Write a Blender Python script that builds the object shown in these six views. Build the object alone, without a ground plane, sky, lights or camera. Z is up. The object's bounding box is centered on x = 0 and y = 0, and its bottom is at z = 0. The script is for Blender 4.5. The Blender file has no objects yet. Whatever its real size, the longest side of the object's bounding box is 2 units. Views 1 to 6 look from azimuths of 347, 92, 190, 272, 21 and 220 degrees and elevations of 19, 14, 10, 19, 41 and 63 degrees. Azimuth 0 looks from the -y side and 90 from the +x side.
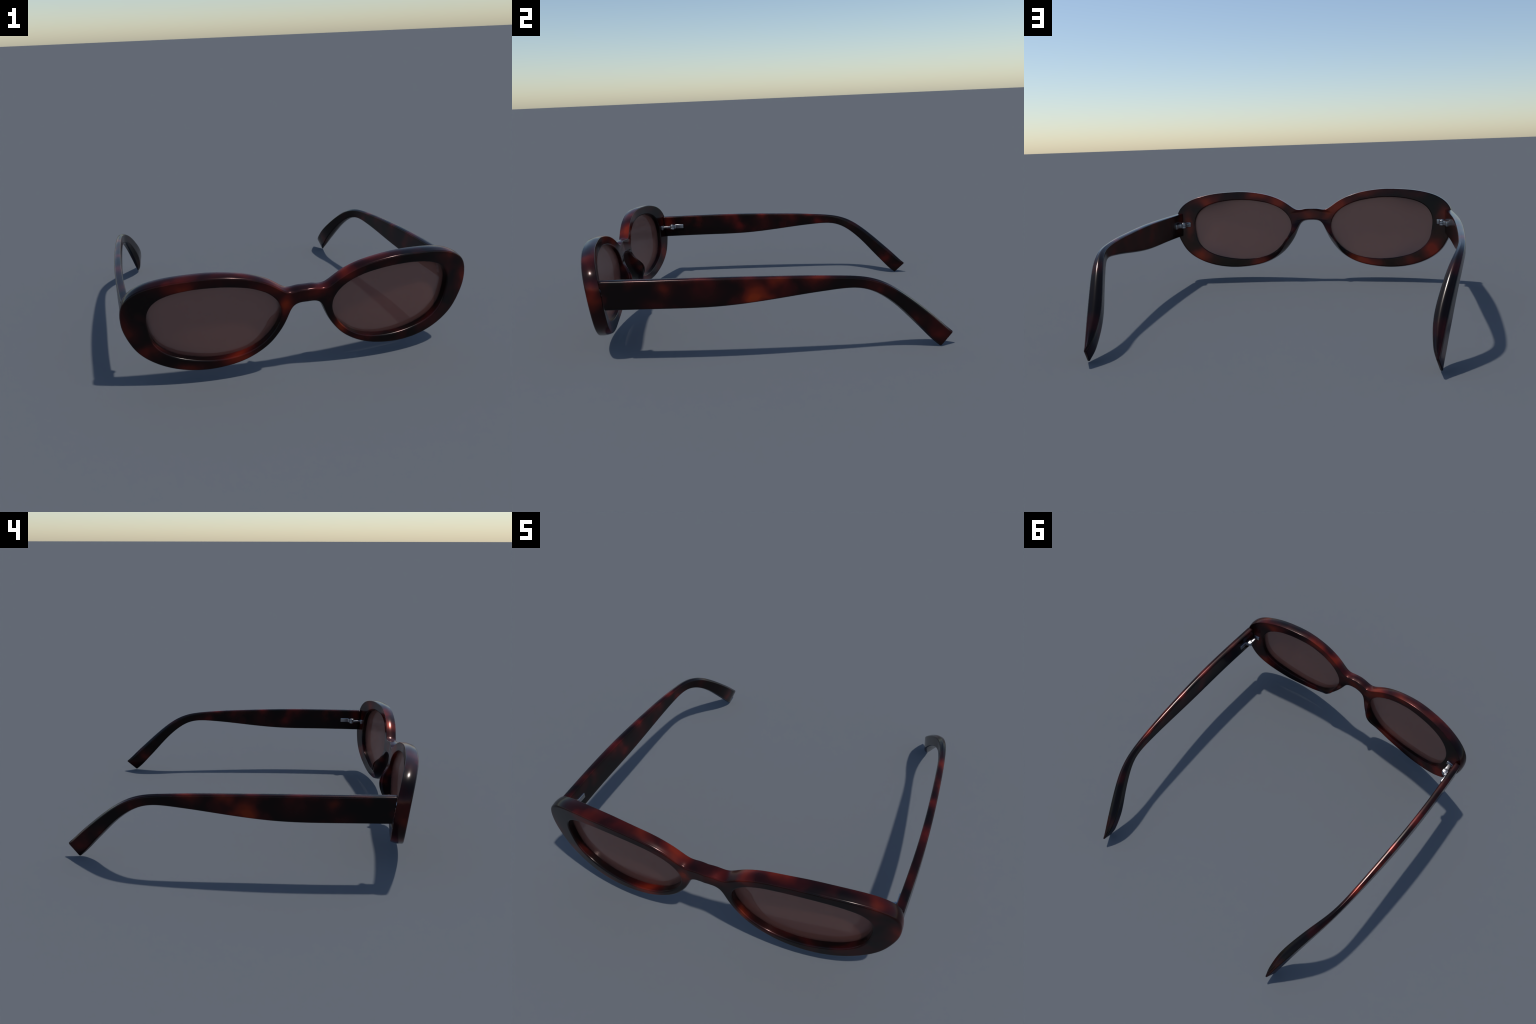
# Oval tortoiseshell sunglasses, open, resting on the temple tips and lower rims.
import bpy, bmesh, math
import numpy as np
from mathutils import Vector

# ------------------------------------------------------------------ helpers
def spline(k, v, x):
    """natural cubic spline through (k, v) sampled at x"""
    k = np.asarray(k, float); v = np.asarray(v, float); x = np.asarray(x, float)
    n = len(k); h = np.diff(k); A = np.eye(n); b = np.zeros(n)
    for i in range(1, n - 1):
        A[i, i-1] = h[i-1]; A[i, i] = 2 * (h[i-1] + h[i]); A[i, i+1] = h[i]
        b[i] = 6 * ((v[i+1] - v[i]) / h[i] - (v[i] - v[i-1]) / h[i-1])
    m = np.linalg.solve(A, b)
    j = np.clip(np.searchsorted(k, x) - 1, 0, n - 2)
    t = x - k[j]; H = h[j]
    return (v[j] + t * ((v[j+1] - v[j]) / H - H * (2*m[j] + m[j+1]) / 6)
            + t*t * m[j] / 2 + t**3 * (m[j+1] - m[j]) / (6*H))

def curve2d(pts, n, s0=None, s1=None):
    """chord-length spline through 2D points, resampled evenly in arc length between
    control-point indices s0 and s1"""
    pts = np.asarray(pts, float)
    c = np.concatenate([[0], np.cumsum(np.linalg.norm(np.diff(pts, axis=0), axis=1))])
    a = c[s0] if s0 is not None else 0; b = c[s1] if s1 is not None else c[-1]
    tt = np.linspace(a, b, 4000)
    q = np.stack([spline(c, pts[:, 0], tt), spline(c, pts[:, 1], tt)], 1)
    L = np.concatenate([[0], np.cumsum(np.linalg.norm(np.diff(q, axis=0), axis=1))])
    s = np.linspace(0, L[-1], n)
    return np.stack([np.interp(s, L, q[:, 0]), np.interp(s, L, q[:, 1])], 1)

def smooth01(t):
    t = np.clip(t, 0, 1); return t*t*(3 - 2*t)

def make_mesh(name, verts, faces, mat, smooth=True):
    me = bpy.data.meshes.new(name)
    me.from_pydata([tuple(map(float, v)) for v in verts], [], [tuple(map(int, f)) for f in faces])
    me.validate(); me.update()
    ob = bpy.data.objects.new(name, me)
    bpy.context.scene.collection.objects.link(ob)
    me.materials.append(mat)
    if smooth:
        me.polygons.foreach_set("use_smooth", [True] * len(me.polygons))
    return ob

# ------------------------------------------------------------------ materials
def tortoise(name, blobs, mirror):
    """glossy acetate: near-black brown with soft red and amber clouds"""
    m = bpy.data.materials.new(name); m.use_nodes = True
    nt = m.node_tree; N = nt.nodes; L = nt.links
    for n in list(N): N.remove(n)
    def nd(t, **k):
        n = N.new(t)
        for a, b in k.items(): setattr(n, a, b)
        return n
    def math_(op, a, b=None, clamp=False):
        n = nd('ShaderNodeMath', operation=op); n.use_clamp = clamp
        for i, v in ((0, a), (1, b)):
            if v is None: continue
            if isinstance(v, (int, float)): n.inputs[i].default_value = v
            else: L.new(v, n.inputs[i])
        return n.outputs[0]
    tc = nd('ShaderNodeTexCoord')
    co = tc.outputs['Object']
    if mirror:                      # both temples are cut alike, as mirror images
        ab = nd('ShaderNodeVectorMath', operation='ABSOLUTE'); L.new(co, ab.inputs[0])
        sp = nd('ShaderNodeSeparateXYZ'); L.new(ab.outputs[0], sp.inputs[0])
        sq = nd('ShaderNodeSeparateXYZ'); L.new(co, sq.inputs[0])
        cb = nd('ShaderNodeCombineXYZ')
        L.new(sp.outputs[0], cb.inputs[0]); L.new(sq.outputs[1], cb.inputs[1]); L.new(sq.outputs[2], cb.inputs[2])
        co = cb.outputs[0]
    # domain warp for irregular cloud outlines
    wn = nd('ShaderNodeTexNoise'); wn.inputs['Scale'].default_value = 9.0; wn.inputs['Detail'].default_value = 2.0
    L.new(co, wn.inputs['Vector'])
    ws = nd('ShaderNodeVectorMath', operation='SUBTRACT'); L.new(wn.outputs['Color'], ws.inputs[0]); ws.inputs[1].default_value = (.5, .5, .5)
    wm = nd('ShaderNodeVectorMath', operation='SCALE'); L.new(ws.outputs[0], wm.inputs[0]); wm.inputs['Scale'].default_value = 0.05
    wa = nd('ShaderNodeVectorMath', operation='ADD'); L.new(co, wa.inputs[0]); L.new(wm.outputs[0], wa.inputs[1])
    p = wa.outputs[0]
    tot = None; amber = None
    for (c, r, s, hue) in blobs:
        d = nd('ShaderNodeVectorMath', operation='SUBTRACT'); L.new(p, d.inputs[0]); d.inputs[1].default_value = c
        e = nd('ShaderNodeVectorMath', operation='DIVIDE'); L.new(d.outputs[0], e.inputs[0]); e.inputs[1].default_value = r
        l = nd('ShaderNodeVectorMath', operation='DOT_PRODUCT'); L.new(e.outputs[0], l.inputs[0]); L.new(e.outputs[0], l.inputs[1])
        g = math_('POWER', 2.71828, math_('MULTIPLY', l.outputs['Value'], -1.0))
        v = math_('MULTIPLY', g, s)
        tot = v if tot is None else math_('ADD', tot, v)
        if hue > 0:
            a = math_('MULTIPLY', g, hue)
            amber = a if amber is None else math_('ADD', amber, a)
    # faint overall clouding
    n1 = nd('ShaderNodeTexNoise'); n1.inputs['Scale'].default_value = 7.0; n1.inputs['Detail'].default_value = 1.5
    L.new(p, n1.inputs['Vector'])
    mr = nd('ShaderNodeMapRange', interpolation_type='SMOOTHSTEP'); L.new(n1.outputs['Fac'], mr.inputs[0])
    mr.inputs[1].default_value = .48; mr.inputs[2].default_value = .72; mr.inputs[3].default_value = 0; mr.inputs[4].default_value = .3
    tot = math_('ADD', tot, mr.outputs[0]) if tot is not None else mr.outputs[0]
    ramp = nd('ShaderNodeValToRGB'); L.new(tot, ramp.inputs[0])
    el = ramp.color_ramp.elements
    el[0].position = 0.0; el[0].color = (.0062, .0031, .0028, 1)
    el[1].position = 1.0; el[1].color = (.21, .014, .006, 1)
    x = el.new(.3); x.color = (.034, .0045, .0042, 1)
    x = el.new(.62); x.color = (.10, .008, .006, 1)
    ramp2 = nd('ShaderNodeValToRGB'); L.new(tot, ramp2.inputs[0])
    el = ramp2.color_ramp.elements
    el[0].position = 0.0; el[0].color = (.0062, .0031, .0028, 1)
    el[1].position = 1.0; el[1].color = (.22, .026, .006, 1)
    x = el.new(.3); x.color = (.034, .0065, .0038, 1)
    x = el.new(.62); x.color = (.105, .0135, .005, 1)
    mx = nd('ShaderNodeMix', data_type='RGBA')
    if amber is None: mx.inputs[0].default_value = .3
    else: L.new(math_('MULTIPLY', amber, 1.0, True), mx.inputs[0])
    L.new(ramp.outputs[0], mx.inputs[6]); L.new(ramp2.outputs[0], mx.inputs[7])
    bs = nd('ShaderNodeBsdfPrincipled')
    L.new(mx.outputs[2], bs.inputs['Base Color'])
    bs.inputs['Roughness'].default_value = .19
    bs.inputs['Metallic'].default_value = .4
    bs.inputs['Specular IOR Level'].default_value = .3
    bs.inputs['IOR'].default_value = 1.5
    out = nd('ShaderNodeOutputMaterial'); L.new(bs.outputs[0], out.inputs[0])
    return m

# (centre, radius, strength, amber share) of the clouds in the sheet the front was cut from
FRONT_CLOUDS = [
    # front face
    ((-.62, -.966, .551), (0.1, 0.03, 0.05), 0.47, .6), ((-.20, -.99, .49), (0.06, 0.03, 0.05), 0.26, .5),
    ((-.115, -.99, .385), (0.05, 0.035, 0.06), 0.81, .8), ((-.90, -.885, .32), (0.05, 0.03, 0.05), 0.42, .7),
    ((-.62, -.927, .085), (0.08, 0.03, 0.03), 0.51, .6), ((-.37, -.95, .115), (0.09, 0.03, 0.05), 0.77, .5),
    ((-.94, -.88, .43), (0.03, 0.05, 0.08), 0.3, 0), ((.22, -.995, .53), (0.06, 0.035, 0.05), 0.42, .1),
    ((.185, -.97, .215), (0.045, 0.03, 0.07), 0.81, .7), ((.29, -.955, .125), (0.07, 0.03, 0.04), 0.38, 0),
    ((.91, -.89, .40), (0.04, 0.035, 0.07), 0.47, .2), ((.80, -.93, .54), (0.06, 0.03, 0.05), 0.42, .6),
    ((.0, -.99, .43), (0.06, 0.03, 0.03), 0.3, .5),
    # inner wall of the lens openings
    ((-.78, -.90, .215), (0.06, 0.03, 0.04), 0.42, .5), ((-.35, -.93, .14), (0.07, 0.03, 0.04), 0.36, 0),
    ((.18, -.94, .22), (0.05, 0.03, 0.05), 0.3, .6),
    # back face
    ((.70, -.88, .54), (0.084, 0.03, 0.048), 1.03, .3), ((.38, -.925, .575), (0.072, 0.03, 0.036), 0.8, .2),
    ((.235, -.93, .52), (0.06, 0.03, 0.06), 0.98, .3), ((.76, -.83, .155), (0.096, 0.035, 0.06), 0.98, .5),
    ((.34, -.885, .12), (0.072, 0.03, 0.048), 0.8, .2), ((.845, -.835, .38), (0.036, 0.03, 0.096), 0.69, .8),
    ((.01, -.925, .43), (0.072, 0.03, 0.048), 0.69, .6), ((-.20, -.93, .51), (0.072, 0.03, 0.06), 0.8, .3),
    ((-.36, -.928, .57), (0.084, 0.03, 0.036), 0.57, .4), ((-.30, -.89, .14), (0.066, 0.03, 0.048), 1.15, .8),
    ((-.41, -.88, .115), (0.084, 0.03, 0.048), 0.57, 0), ((-.80, -.83, .20), (0.072, 0.03, 0.06), 0.98, 0),
    ((-.88, -.833, .44), (0.042, 0.03, 0.06), 0.69, .6), ((-.66, -.85, .12), (0.084, 0.03, 0.036), 0.46, .1),
    ((-.125, -.925, .43), (0.06, 0.03, 0.06), 0.57, .7),
    # top and outer wall
    ((-.72, -.917, .565), (0.08, 0.04, 0.03), 0.41, 0), ((-.60, -.93, .58), (0.05, 0.03, 0.03), 0.34, .6),
    ((-.46, -.956, .588), (0.06, 0.04, 0.03), 0.37, 0), ((-.35, -.966, .575), (0.06, 0.04, 0.03), 0.34, .5),
    ((-.17, -.968, .51), (0.045, 0.04, 0.04), 0.34, .3), ((.04, -.965, .462), (0.045, 0.05, 0.03), 0.41, 0),
    ((.37, -.962, .578), (0.06, 0.04, 0.03), 0.48, .4), ((.45, -.957, .59), (0.05, 0.03, 0.02), 0.37, 0),
    ((.78, -.90, .56), (0.07, 0.04, 0.03), 0.44, .4), ((.86, -.88, .53), (0.05, 0.04, 0.03), 0.34, 0),
    ((.20, -.962, .52), (0.05, 0.04, 0.04), 0.41, .3), ((.94, -.855, .44), (0.03, 0.025, 0.04), 0.44, 0),
    ((.93, -.86, .35), (0.03, 0.05, 0.07), 0.41, .7), ((-.93, -.85, .35), (0.03, 0.05, 0.08), 0.34, .4),
    ((.90, -.85, .22), (0.04, 0.05, 0.06), 0.27, .1), ((-.85, -.86, .17), (0.06, 0.05, 0.05), 0.27, .1),
    # nose side
    ((-.125, -.90, .33), (0.04, 0.03, 0.04), 0.7, .8), ((.13, -.90, .33), (0.04, 0.03, 0.04), 0.65, .8),
    ((-.17, -.86, .28), (0.02, 0.03, 0.05), 0.5, .6), ((.17, -.86, .28), (0.02, 0.03, 0.05), 0.45, .6),
]
TEMPLE_CLOUDS = [
    # outer face
    ((.95, -.49, .42), (.04, .04, .04), .55, .8), ((.95, -.54, .33), (.03, .06, .03), .35, .2),
    ((.95, -.29, .40), (.03, .09, .06), .3, .1), ((.94, -.03, .38), (.03, .06, .06), .85, .8),
    ((.94, -.06, .345), (.03, .06, .03), .6, .5), ((.94, .035, .345), (.03, .04, .03), .6, .5),
    ((.935, .085, .445), (.025, .05, .04), .65, .6), ((.925, .265, .43), (.025, .06, .04), .7, .5),
    ((.88, .575, .37), (.025, .07, .05), .35, .2), ((.82, .80, .165), (.03, .04, .04), .6, .7),
    ((.79, .92, .06), (.03, .05, .05), .4, .3),
    # inner face
    ((.89, -.78, .42), (.02, .04, .06), .6, .5), ((.885, -.56, .425), (.02, .03, .04), .6, .6),
    ((.885, -.31, .44), (.02, .06, .04), .55, 0), ((.885, -.24, .37), (.02, .05, .04), .4, 0),
    ((.875, -.07, .41), (.02, .06, .06), .65, .1), ((.865, .165, .425), (.02, .04, .04), .55, .2),
    ((.845, .38, .38), (.02, .06, .03), .85, .1), ((.74, .85, .12), (.02, .04, .04), .6, .3),
    ((.72, .92, .05), (.02, .03, .03), .4, .3),
    # top edge
    ((.915, -.62, .46), (.03, .05, .02), .4, .6), ((.92, -.36, .46), (.03, .07, .02), .5, 0),
    ((.91, -.07, .455), (.03, .04, .02), .42, 0), ((.90, .12, .45), (.03, .08, .02), .32, .5),
    ((.89, .30, .445), (.03, .05, .02), .7, .4),
]

def chrome():
    m = bpy.data.materials.new("polished_steel"); m.use_nodes = True
    b = m.node_tree.nodes['Principled BSDF']
    b.inputs['Base Color'].default_value = (.40, .40, .42, 1)
    b.inputs['Metallic'].default_value = 1.0
    b.inputs['Roughness'].default_value = .28
    return m

def tinted():
    """tinted plastic: clear view share, brown body that also scatters light through"""
    m = bpy.data.materials.new("brown_tinted_lens"); m.use_nodes = True
    nt = m.node_tree; N = nt.nodes; L = nt.links
    b = N['Principled BSDF']; out = N['Material Output']
    b.inputs['Base Color'].default_value = (.275, .118, .093, 1)
    b.inputs['Roughness'].default_value = .25
    b.inputs['Metallic'].default_value = .4
    b.inputs['IOR'].default_value = 1.45
    t = N.new('ShaderNodeBsdfTranslucent'); t.inputs[0].default_value = (.36, .16, .125, 1)
    mx = N.new('ShaderNodeMixShader'); mx.inputs[0].default_value = .3
    L.new(b.outputs[0], mx.inputs[1]); L.new(t.outputs[0], mx.inputs[2])
    cl = N.new('ShaderNodeBsdfTransparent')
    m2 = N.new('ShaderNodeMixShader'); m2.inputs[0].default_value = .7
    L.new(cl.outputs[0], m2.inputs[1]); L.new(mx.outputs[0], m2.inputs[2])
    L.new(m2.outputs[0], out.inputs[0])
    return m

M_FRONT = tortoise("tortoiseshell_front", FRONT_CLOUDS, False)
M_TEMPLE = tortoise("tortoiseshell_temple", TEMPLE_CLOUDS, True)
M_STEEL = chrome(); M_LENS = tinted()

# ------------------------------------------------------------------ thing
root = bpy.data.objects.new("sunglasses", None)
bpy.context.scene.collection.objects.link(root)
root["label"] = "oval dark red tortoiseshell sunglasses with brown tinted lenses"
root["category"] = "sunglasses"

# ------------------------------------------------------------------ front: wrap surface and outlines
THICK = .066
# plan view of the front face: a shallow arch over each lens, the bridge set back
WX = [0, .1, .2, .3, .45, .6, .7, .82, .95, 1.0]
WY = [-.979, -.973, -.9745, -.9762, -.974, -.960, -.944, -.9175, -.884, -.869]
def wrap(x, z):                      # y of the front face: base curve plus forward tilt
    return spline(WX, WY, np.clip(np.abs(x), 0, 1)) + .105*(.35 - z)

def place(x, z, d):
    """point at depth d behind the front face; x, z are read on the front face"""
    return np.stack([x*(1 - .15*d), wrap(x, z) + d, z + .143*d], -1)

OUTER = [(.0, .467), (.045, .4655), (.083, .460), (.107, .463), (.133, .477), (.178, .508), (.215, .529),
         (.284, .557), (.357, .575), (.431, .586), (.509, .591), (.590, .589), (.677, .583), (.772, .567),
         (.864, .533), (.924, .477), (.944, .401), (.938, .330), (.914, .264), (.878, .203), (.822, .151),
         (.751, .112), (.671, .086), (.589, .073), (.509, .071), (.432, .078), (.360, .092), (.293, .116),
         (.237, .147), (.190, .184), (.152, .228), (.122, .274), (.100, .322), (.086, .354), (.068, .378),
         (.043, .390), (.0, .393)]
HOLE = [(.814, .330), (.818, .382), (.805, .435), (.767, .481), (.704, .512), (.633, .528), (.565, .535),
        (.501, .536), (.440, .533), (.379, .525), (.319, .513), (.260, .493), (.206, .464), (.165, .425),
        (.142, .379), (.140, .330), (.156, .283), (.184, .241), (.220, .203), (.265, .171), (.319, .147),
        (.379, .133), (.439, .126), (.501, .126), (.562, .132), (.624, .144), (.685, .163), (.740, .193),
        (.781, .233), (.804, .280)]
CX, CZ, ASP = .47, .33, .7
def polar(p): return np.arctan2((p[:, 1] - CZ) / ASP, p[:, 0] - CX)

NO, NB = 420, 14                     # columns along the outline, across the bridge cut
ext = [(-x, z) for x, z in OUTER[3:0:-1]] + OUTER + [(-x, z) for x, z in OUTER[-2:-5:-1]]
outer = curve2d(ext, NO, 3, 3 + len(OUTER) - 1)
outer[0, 0] = outer[-1, 0] = 0
tan = np.gradient(outer, axis=0); tan[0] = tan[-1] = (1, 0); tan[-1] = (-1, 0)
tan /= np.linalg.norm(tan, axis=1, keepdims=True)
onor = np.stack([tan[:, 1], -tan[:, 0]], 1)          # into the material (curve runs clockwise)

hole = curve2d(HOLE[-4:] + HOLE + HOLE[:5], 2001, 4, 4 + len(HOLE))[:-1]
hang = np.unwrap(polar(hole)); hk = np.argsort(hang % (2*np.pi))
hA = (hang % (2*np.pi))[hk]; hP = hole[hk]
def hole_at(a):
    a = a % (2*np.pi)
    A = np.concatenate([hA - 2*np.pi, hA, hA + 2*np.pi]); P = np.vstack([hP]*3)
    return np.stack([np.interp(a, A, P[:, 0]), np.interp(a, A, P[:, 1])], -1)

RF, RB = .010, .005                  # edge radii front / back
# column list: outline columns followed by the columns of the bridge cut (plane x = 0)
zb = np.linspace(outer[-1, 1] + RF, outer[0, 1] - RF, NB)
cut = np.stack([np.zeros(NB), zb], 1)
allo = np.vstack([outer, cut]); NC = len(allo)
ang = np.unwrap(polar(allo))
# clockwise sweep: force a steadily falling angle, then even out the steps
ang = np.minimum.accumulate(ang)
full = ang[0] - 2*np.pi
for _ in range(60):
    e = np.concatenate([[ang[-1] + 2*np.pi], ang, [ang[0] - 2*np.pi]])
    ang = .25*e[:-2] + .5*e[1:-1] + .25*e[2:]
H = hole_at(ang)
ht = np.roll(H, -1, 0) - np.roll(H, 1, 0); ht /= np.linalg.norm(ht, axis=1, keepdims=True)
hnor = np.stack([-ht[:, 1], ht[:, 0]], 1)            # away from the lens, into the material
isb = np.arange(NC) >= NO

# nose pads: the rim swells backwards beside the nose
pa = np.degrees(np.unwrap(polar(allo)) % (2*np.pi)) % 360
def pad_weight(a):
    up = smooth01((a - 170) / 30.); dn = smooth01((243 - a) / 42.)
    return up * dn
padw = pad_weight(pa) * (~isb)
for _ in range(8): padw = np.convolve(np.pad(padw, 1, 'edge'), [.25, .5, .25], 'valid')
padw[isb] = 0
PAD = .047

def row(base, nor, off, d, slant):
    """curve offset into the material by off, sunk to depth d (array)"""
    q = base + nor*np.reshape(off, (-1, 1))
    x, z = q[:, 0].copy(), q[:, 1]
    ex = np.clip(d - THICK*.4, 0, None)
    x = x + slant*ex*padw
    return place(x, z, d)

D = THICK + .006*smooth01((allo[:, 0] - .35)/.25) + PAD*padw
rb = RB + .008*padw
zero = np.zeros(NC)
onr = np.vstack([onor, np.zeros((NB, 2))])
rows = []
lbl = []
SL_O, SL_I = .34, .05
def fil(n): return [math.pi/2*i/n for i in range(n + 1)]
# inner wall, from back to front
RH = .008
for t in np.linspace(0, 1, 9)[1:-1]:
    d = (D - rb)*(1 - t) + RH*t
    rows.append(row(H, hnor, zero, d, SL_I))
for a in fil(5):                                     # front inner edge
    rows.append(row(H, hnor, zero + RH*(1 - math.cos(a)), zero + RH*(1 - math.sin(a)), SL_I))
# front face
hi = H + hnor*RH; oo = allo + onr*RF
for t in np.concatenate([[.04], np.linspace(0, 1, 8)[1:-1], [.96]]):
    q = hi*(1 - t) + oo*t
    rows.append(place(q[:, 0], q[:, 1], zero))
for a in fil(6):                                     # front outer edge
    rows.append(row(allo, onr, zero + RF*(1 - math.sin(a)), zero + RF*(1 - math.cos(a)), SL_O))
for t in np.linspace(0, 1, 10)[1:-1]:                # slightly crowned outer wall
    d = RF*(1 - t) + (D - rb)*t
    rows.append(row(allo, onr, zero - .0035*math.sin(math.pi*t), d, SL_O))
for a in fil(5):                                     # back outer edge
    rows.append(row(allo, onr, rb*(1 - math.cos(a)), D - rb*(1 - math.sin(a)), SL_O))
bo = rows[-1]
# back inner edge end point, then back face between
bi = row(H, hnor, rb, D, SL_I)
for t in np.concatenate([[.04], np.linspace(0, 1, 8)[1:-1], [.96]]):
    q = bo*(1 - t) + bi*t
    rows.append(q + np.stack([zero, .006*padw*math.sin(math.pi*t), zero], 1))
for a in fil(5):
    rows.append(row(H, hnor, rb*(1 - math.sin(a)), D - rb*(1 - math.cos(a)), SL_I))

G = np.array(rows)                                   # rows x columns x 3
NR = len(G)
idx = np.arange(NR*NC).reshape(NR, NC)
verts = G.reshape(-1, 3).copy()
onx = np.abs(verts[:, 0]) < 1e-7
faces = []
for r in range(NR):
    r2 = (r + 1) % NR
    for c in range(NC):
        c2 = (c + 1) % NC
        f = (idx[r, c], idx[r, c2], idx[r2, c2], idx[r2, c])
        if all(onx[i] for i in f): continue
        faces.append(f)
nv = len(verts)
mv = verts*np.array([-1, 1, 1])
allv = np.vstack([verts, mv])
allf = faces + [tuple(i + nv for i in f[::-1]) for f in faces]
bm = bmesh.new()
bv = [bm.verts.new(v) for v in allv]
for f in allf:
    try: bm.faces.new([bv[i] for i in f])
    except ValueError: pass
bmesh.ops.remove_doubles(bm, verts=[v for v in bm.verts if abs(v.co.x) < 1e-6], dist=1e-5)
bmesh.ops.delete(bm, geom=[v for v in bm.verts if not v.link_faces], context='VERTS')
bmesh.ops.recalc_face_normals(bm, faces=bm.faces)
whole = bpy.data.meshes.new("front_whole"); bm.to_mesh(whole); bm.free()
whole.polygons.foreach_set("use_smooth", [True]*len(whole.polygons)); whole.update()
WN = np.zeros(len(whole.vertices)*3); whole.vertices.foreach_get("normal", WN); WN = WN.reshape(-1, 3)
WV = np.zeros(len(whole.vertices)*3); whole.vertices.foreach_get("co", WV); WV = WV.reshape(-1, 3)

def region(c):
    x, y, z = c; ax = abs(x)
    if ax < .10 and z > .33: return 'bridge'
    depth = y - wrap(ax, z)
    if depth > .072 and ax < .33 and z < .37: return 'nose_pad+' if x > 0 else 'nose_pad-'
    return 'rim+' if x > 0 else 'rim-'
groups = {}
for p in whole.polygons:
    groups.setdefault(region(p.center), []).append(tuple(p.vertices))

front = {}
for key in ('rim+', 'rim-', 'bridge', 'nose_pad+', 'nose_pad-'):
    fs = groups[key]
    used = sorted({i for f in fs for i in f}); mp = {o: n for n, o in enumerate(used)}
    ob = make_mesh(key.rstrip('+-'), WV[used], [[mp[i] for i in f] for f in fs], M_FRONT)
    ob.data.normals_split_custom_set_from_vertices([tuple(WN[i]) for i in used])
    front[key] = ob
for key in ('rim+', 'rim-', 'bridge'): front[key].parent = root
for s in '+-': front['nose_pad' + s].parent = front['rim' + s]
bpy.data.meshes.remove(whole)

# ------------------------------------------------------------------ lenses
NL, NRG = 240, 24
a = np.linspace(0, 2*np.pi, NL, endpoint=False)
hl = hole_at(a)
hc = np.array([CX, CZ])
lv, lf = [], []
def lens_pt(q, d): return place(q[0], q[1], d)
LD0, LD1 = .038, .045                # front and back faces of the lens, inside the groove
grow = 1.006; LENS_SAG = .004
prof = [(s, LD0) for s in np.linspace(0, 1, NRG)[1:]] + [(s, LD1) for s in np.linspace(1, 0, NRG)[:-1]]
for s, d in prof:
    for q in hl:
        x, z = hc + (q - hc)*s*grow
        lv.append(place(np.array(x), np.array(z), d - LENS_SAG*(1 - s*s) - .007*math.exp(-((x - .69)/.13)**2)*(1 - s**4)))
npf = len(prof)
for i in range(npf - 1):
    for j in range(NL):
        k = (j + 1) % NL
        lf.append((i*NL + j, i*NL + k, (i+1)*NL + k, (i+1)*NL + j))
lv.append(place(np.array(CX), np.array(CZ), LD0 - LENS_SAG)); lv.append(place(np.array(CX), np.array(CZ), LD1 - LENS_SAG))
c0, c1 = npf*NL, npf*NL + 1
for j in range(NL):
    k = (j + 1) % NL
    lf.append((c0, k, j)); lf.append((c1, (npf-1)*NL + j, (npf-1)*NL + k))
lv = np.array(lv)

def mirrored(name, v, f, mat):
    obs = []
    for s in (1, -1):
        vv = v*np.array([s, 1, 1]); ff = f if s > 0 else [t[::-1] for t in f]
        ob = make_mesh(name, vv, ff, mat)
        bm = bmesh.new(); bm.from_mesh(ob.data)
        bmesh.ops.recalc_face_normals(bm, faces=bm.faces); bm.to_mesh(ob.data); bm.free()
        obs.append(ob)
    return obs
for ob in mirrored("lens", lv, lf, M_LENS):
    ob.data.set_sharp_from_angle(angle=math.radians(40)); ob.parent = root

# ------------------------------------------------------------------ temples
KX = [-.83, -.4, 0, .3, .55, .8, 1.0]; VX = [.928, .9374, .9246, .9043, .8721, .8043, .743]
KZ = [-.83, -.5, -.2, .1, .3, .42, .52, .62, .72, .85, 1.0]
VT = [.4592, .4598, .4583, .4506, .4421, .4300, .4121, .3754, .3102, .2005, .0681]
VB = [.3139, .3151, .3192, .3482, .3708, .3765, .3631, .3128, .2273, .0850, -.0641]
KP = [-.817, 0, .3, .45, .55, .65, .75, .85, .998]; VP = [-.803, .005, .3, .43, .51, .59, .69, .79, .932]
KW = [-.83, -.2, .3, .5, .65, .8, .89, .94, .97, .99, 1.0]
VW = [.037, .034, .0285, .031, .045, .055, .052, .041, .030, .018, .011]
X_of = lambda y: spline(KX, VX, y) + .002*(1 - smooth01((y - .5)/.3))
NS = 260
yt = np.concatenate([np.linspace(-.817, .86, 200), np.linspace(.86, .998, 60)[1:]])
yb = spline(KP, VP, yt)
soft = 1 - smooth01((yt - .8)/.19)      # the splines follow the creases; the edge rounding lies outside them
lift = .0055*smooth01((yt - .3)/.25)*(1 - smooth01((yt - .88)/.1))
topp = np.stack([X_of(yt), yt, spline(KZ, VT, yt) + .0035*soft + lift], 1)
botp = np.stack([X_of(yb), yb, spline(KZ, VB, yb) - .0045*soft + lift + .002*smooth01((yt - .5)/.15)*(1 - smooth01((yt - .88)/.1))], 1)
W = spline(KW, VW, yt) + .0065*soft
mid = (topp + botp)/2
tg = np.gradient(mid, axis=0); tg /= np.linalg.norm(tg, axis=1, keepdims=True)
up = topp - botp; hh = np.linalg.norm(up, axis=1); up /= hh[:, None]
inw = np.cross(tg, up); inw /= np.linalg.norm(inw, axis=1, keepdims=True)
inw *= -np.sign(inw[:, :1])          # towards the head
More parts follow.
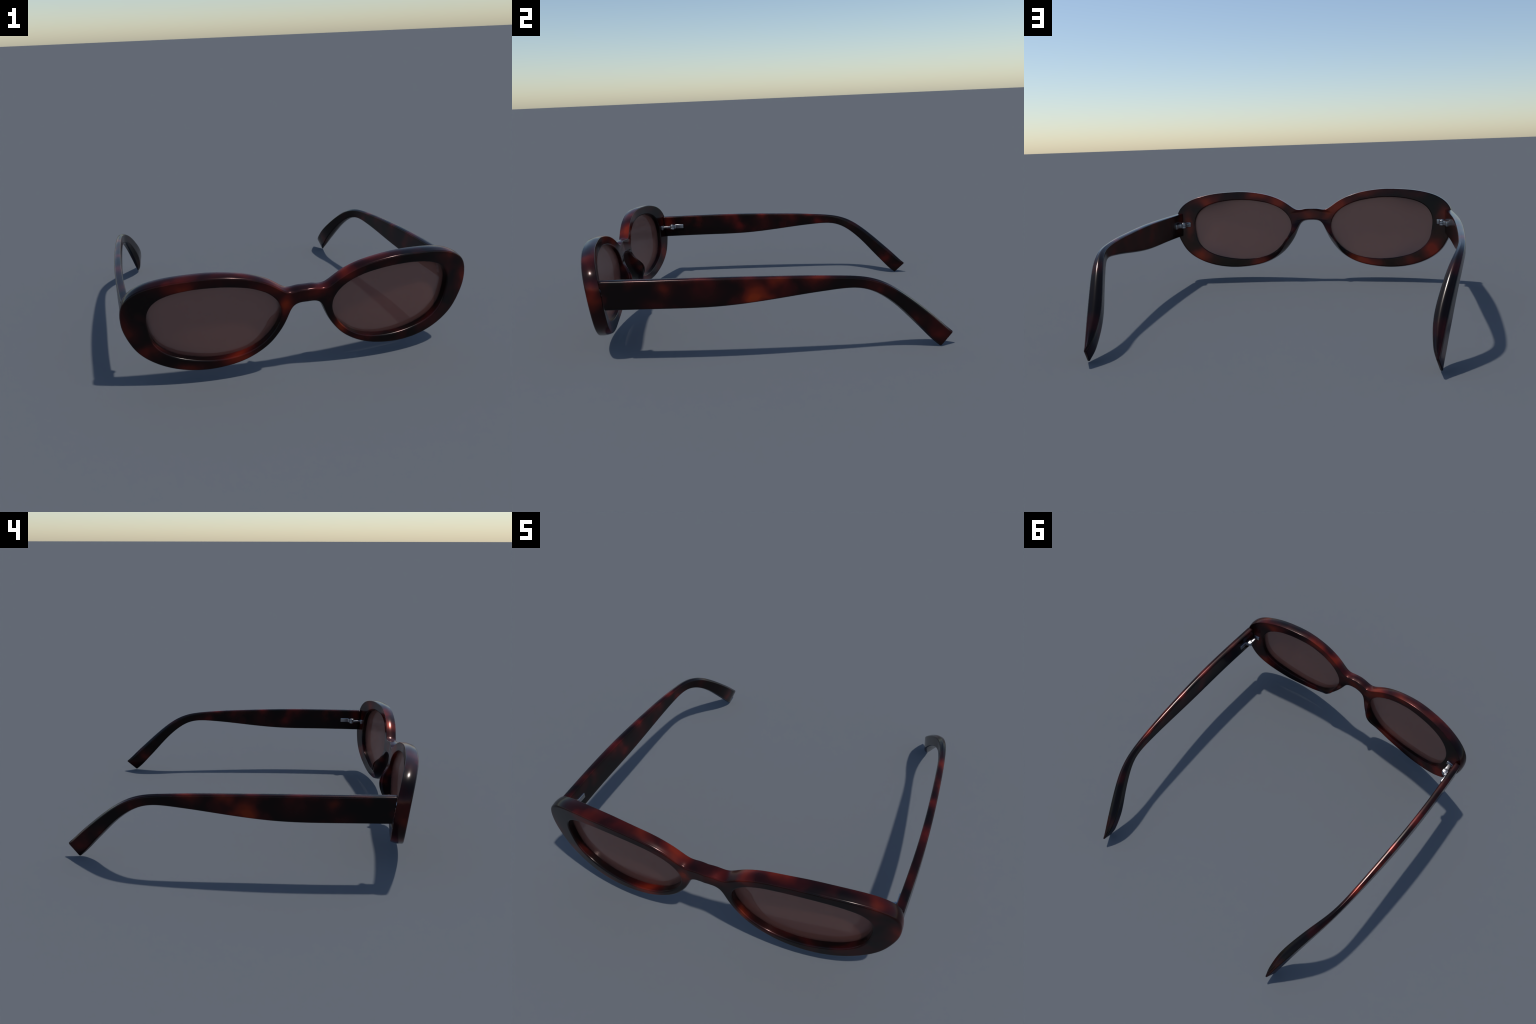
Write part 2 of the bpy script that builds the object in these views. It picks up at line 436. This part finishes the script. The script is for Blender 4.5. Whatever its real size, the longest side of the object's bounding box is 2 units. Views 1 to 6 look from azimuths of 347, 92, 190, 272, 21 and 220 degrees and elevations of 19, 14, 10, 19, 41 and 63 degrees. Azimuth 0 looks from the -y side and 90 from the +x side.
def section(h, w, dome):
    """rounded slab: s along inward thickness, u along height from the bottom"""
    ro = min(.010, .45*w); ri = min(.008, .45*w)
    pts = []
    def arc(cx, cy, r, a0, a1, n=5):
        for i in range(n + 1):
            t = math.radians(a0 + (a1 - a0)*i/n); pts.append((cx + r*math.cos(t), cy + r*math.sin(t)))
    def edge(n):
        pts.append(None); pts.append(n)
    arc(ro, ro, ro, 270, 180); k1 = len(pts)
    arc(ro, h - ro, ro, 180, 90)
    arc(w - ri, h - ri, ri, 90, 0)
    arc(w - ri, ri, ri, 0, -90)
    out = []
    P = pts
    def seg(a, b, n, bulge=0):
        for i in range(1, n):
            t = i/n
            out.append((a[0]*(1-t) + b[0]*t, a[1]*(1-t) + b[1]*t + bulge*math.sin(math.pi*t)))
    out += P[0:6]; seg(P[5], P[6], 8)
    out += P[6:12]; seg(P[11], P[12], 6, dome)
    out += P[12:18]; seg(P[17], P[18], 8)
    out += P[18:24]; seg(P[23], P[0], 6, -dome*.6)
    return out
tv, tf = [], []
rings = []
bend = smooth01((yt - .25)/.4)
def add_ring(pts):
    i0 = len(tv); tv.extend(pts); rings.append(list(range(i0, i0 + len(pts))))
def ring_pts(i, inset=0.0, push=0.0):
    h, w = hh[i], W[i]
    sec = section(h, w, .0015 + .0055*bend[i]*min(1, w/.045))
    res = []
    for s, u in sec:
        if inset:
            s = w/2 + (s - w/2)*max(0, 1 - 2*inset/w); u = h/2 + (u - h/2)*(1 - 2*inset/h)
        q = botp[i] + up[i]*u + inw[i]*s + tg[i]*push
        res.append(q)
    return res
def front_fit(pts, wgt, gap):
    out = []
    for q in pts:
        zz = q[2] - .143*THICK; xx = q[0]/(1 - .15*THICK)
        tgt = wrap(xx, zz) + THICK + .006 + gap
        out.append(np.array([q[0], q[1] + (tgt - (-.8105 - .09*(q[2] - .385)))*wgt, q[2]]))
    return out
add_ring(front_fit(ring_pts(0, .004), 1.0, .0015)); add_ring(front_fit(ring_pts(0, .001), 1.0, .0022))
for i in range(len(yt)):
    wgt = float(1 - smooth01((yt[i] + .817)/.10))
    add_ring(front_fit(ring_pts(i), wgt, .0045) if wgt > 0 else ring_pts(i))
n = len(yt) - 1
add_ring(ring_pts(n, .0012, .0028)); add_ring(ring_pts(n, .0035, .0036))
m_ = len(rings[0])
for r in range(len(rings) - 1):
    for j in range(m_):
        k = (j + 1) % m_
        tf.append((rings[r][j], rings[r][k], rings[r+1][k], rings[r+1][j]))
tf.append(tuple(rings[0])); tf.append(tuple(rings[-1][::-1]))
tv = np.array(tv)
tv[:, 2] -= tv[:, 2].min()           # tips touch the ground
temples = mirrored("temple", tv, tf, M_TEMPLE)
for ob in temples:
    ob.data.set_sharp_from_angle(angle=math.radians(50)); ob.parent = root

# ------------------------------------------------------------------ hinges
def box(name, lo, hi, mat, bev=.002, shear=0.0):
    """bevelled bar; shear moves x along y"""
    bm = bmesh.new(); bmesh.ops.create_cube(bm, size=1)
    for v in bm.verts:
        v.co = Vector([lo[i] + (v.co[i] + .5)*(hi[i] - lo[i]) for i in range(3)])
        v.co.x += shear*(v.co.y - (lo[1] + hi[1])/2)
    bmesh.ops.bevel(bm, geom=bm.edges[:], offset=bev, segments=3, affect='EDGES', profile=.5)
    return bm
def cyl(cx, cy, z0, z1, r, bev=.002, seg=40):
    bm = bmesh.new()
    bmesh.ops.create_cone(bm, cap_ends=True, segments=seg, radius1=r, radius2=r, depth=z1 - z0)
    for v in bm.verts: v.co += Vector((cx, cy, (z0 + z1)/2))
    es = [e for e in bm.edges if abs(e.verts[0].co.z - e.verts[1].co.z) < 1e-6 and len(e.link_faces) == 2]
    bmesh.ops.bevel(bm, geom=es, offset=bev, segments=3, affect='EDGES', profile=.5)
    return bm
def finish(name, bms, parent, s):
    me = bpy.data.meshes.new(name); allb = bmesh.new()
    for b in bms:
        t = bpy.data.meshes.new("tmp"); b.to_mesh(t); allb.from_mesh(t); bpy.data.meshes.remove(t)
    for v in allb.verts: v.co.x *= s
    bmesh.ops.recalc_face_normals(allb, faces=allb.faces)
    allb.to_mesh(me); allb.free()
    ob = bpy.data.objects.new(name, me); bpy.context.scene.collection.objects.link(ob)
    me.materials.append(M_STEEL)
    me.polygons.foreach_set("use_smooth", [True]*len(me.polygons))
    me.set_sharp_from_angle(angle=math.radians(35))
    ob.parent = parent
    return ob
for s in (1, -1):
    BX, BY, BZ = .866, -.763, .388
    barrel = finish("hinge", [cyl(BX, BY, BZ - .017, BZ - .006, .0195), cyl(BX, BY, BZ - .005, BZ + .005, .0195),
                              cyl(BX, BY, BZ + .006, BZ + .016, .0195)], root, s)
    finish("temple_leaf", [box("p", (.882, -.742, .373), (.897, -.679, .403), M_STEEL, .0025, .02),
                           box("t", (.870, -.772, .374), (.886, -.735, .4015), M_STEEL, .003, .1)], barrel, s)
    finish("frame_leaf", [box("f", (.836, -.848, .371), (.884, -.829, .402), M_STEEL, .0025),
                          box("a", (.851, -.840, .381), (.877, -.762, .395), M_STEEL, .003)], barrel, s)
    scr = cyl(BX, BY, BZ + .015, BZ + .0195, .011, .0015)
    b2 = box("s", (BX - .009, BY - .0013, BZ + .018), (BX + .009, BY + .0013, BZ + .0205), M_STEEL, .0004)
    finish("screw", [scr, b2], barrel, s)
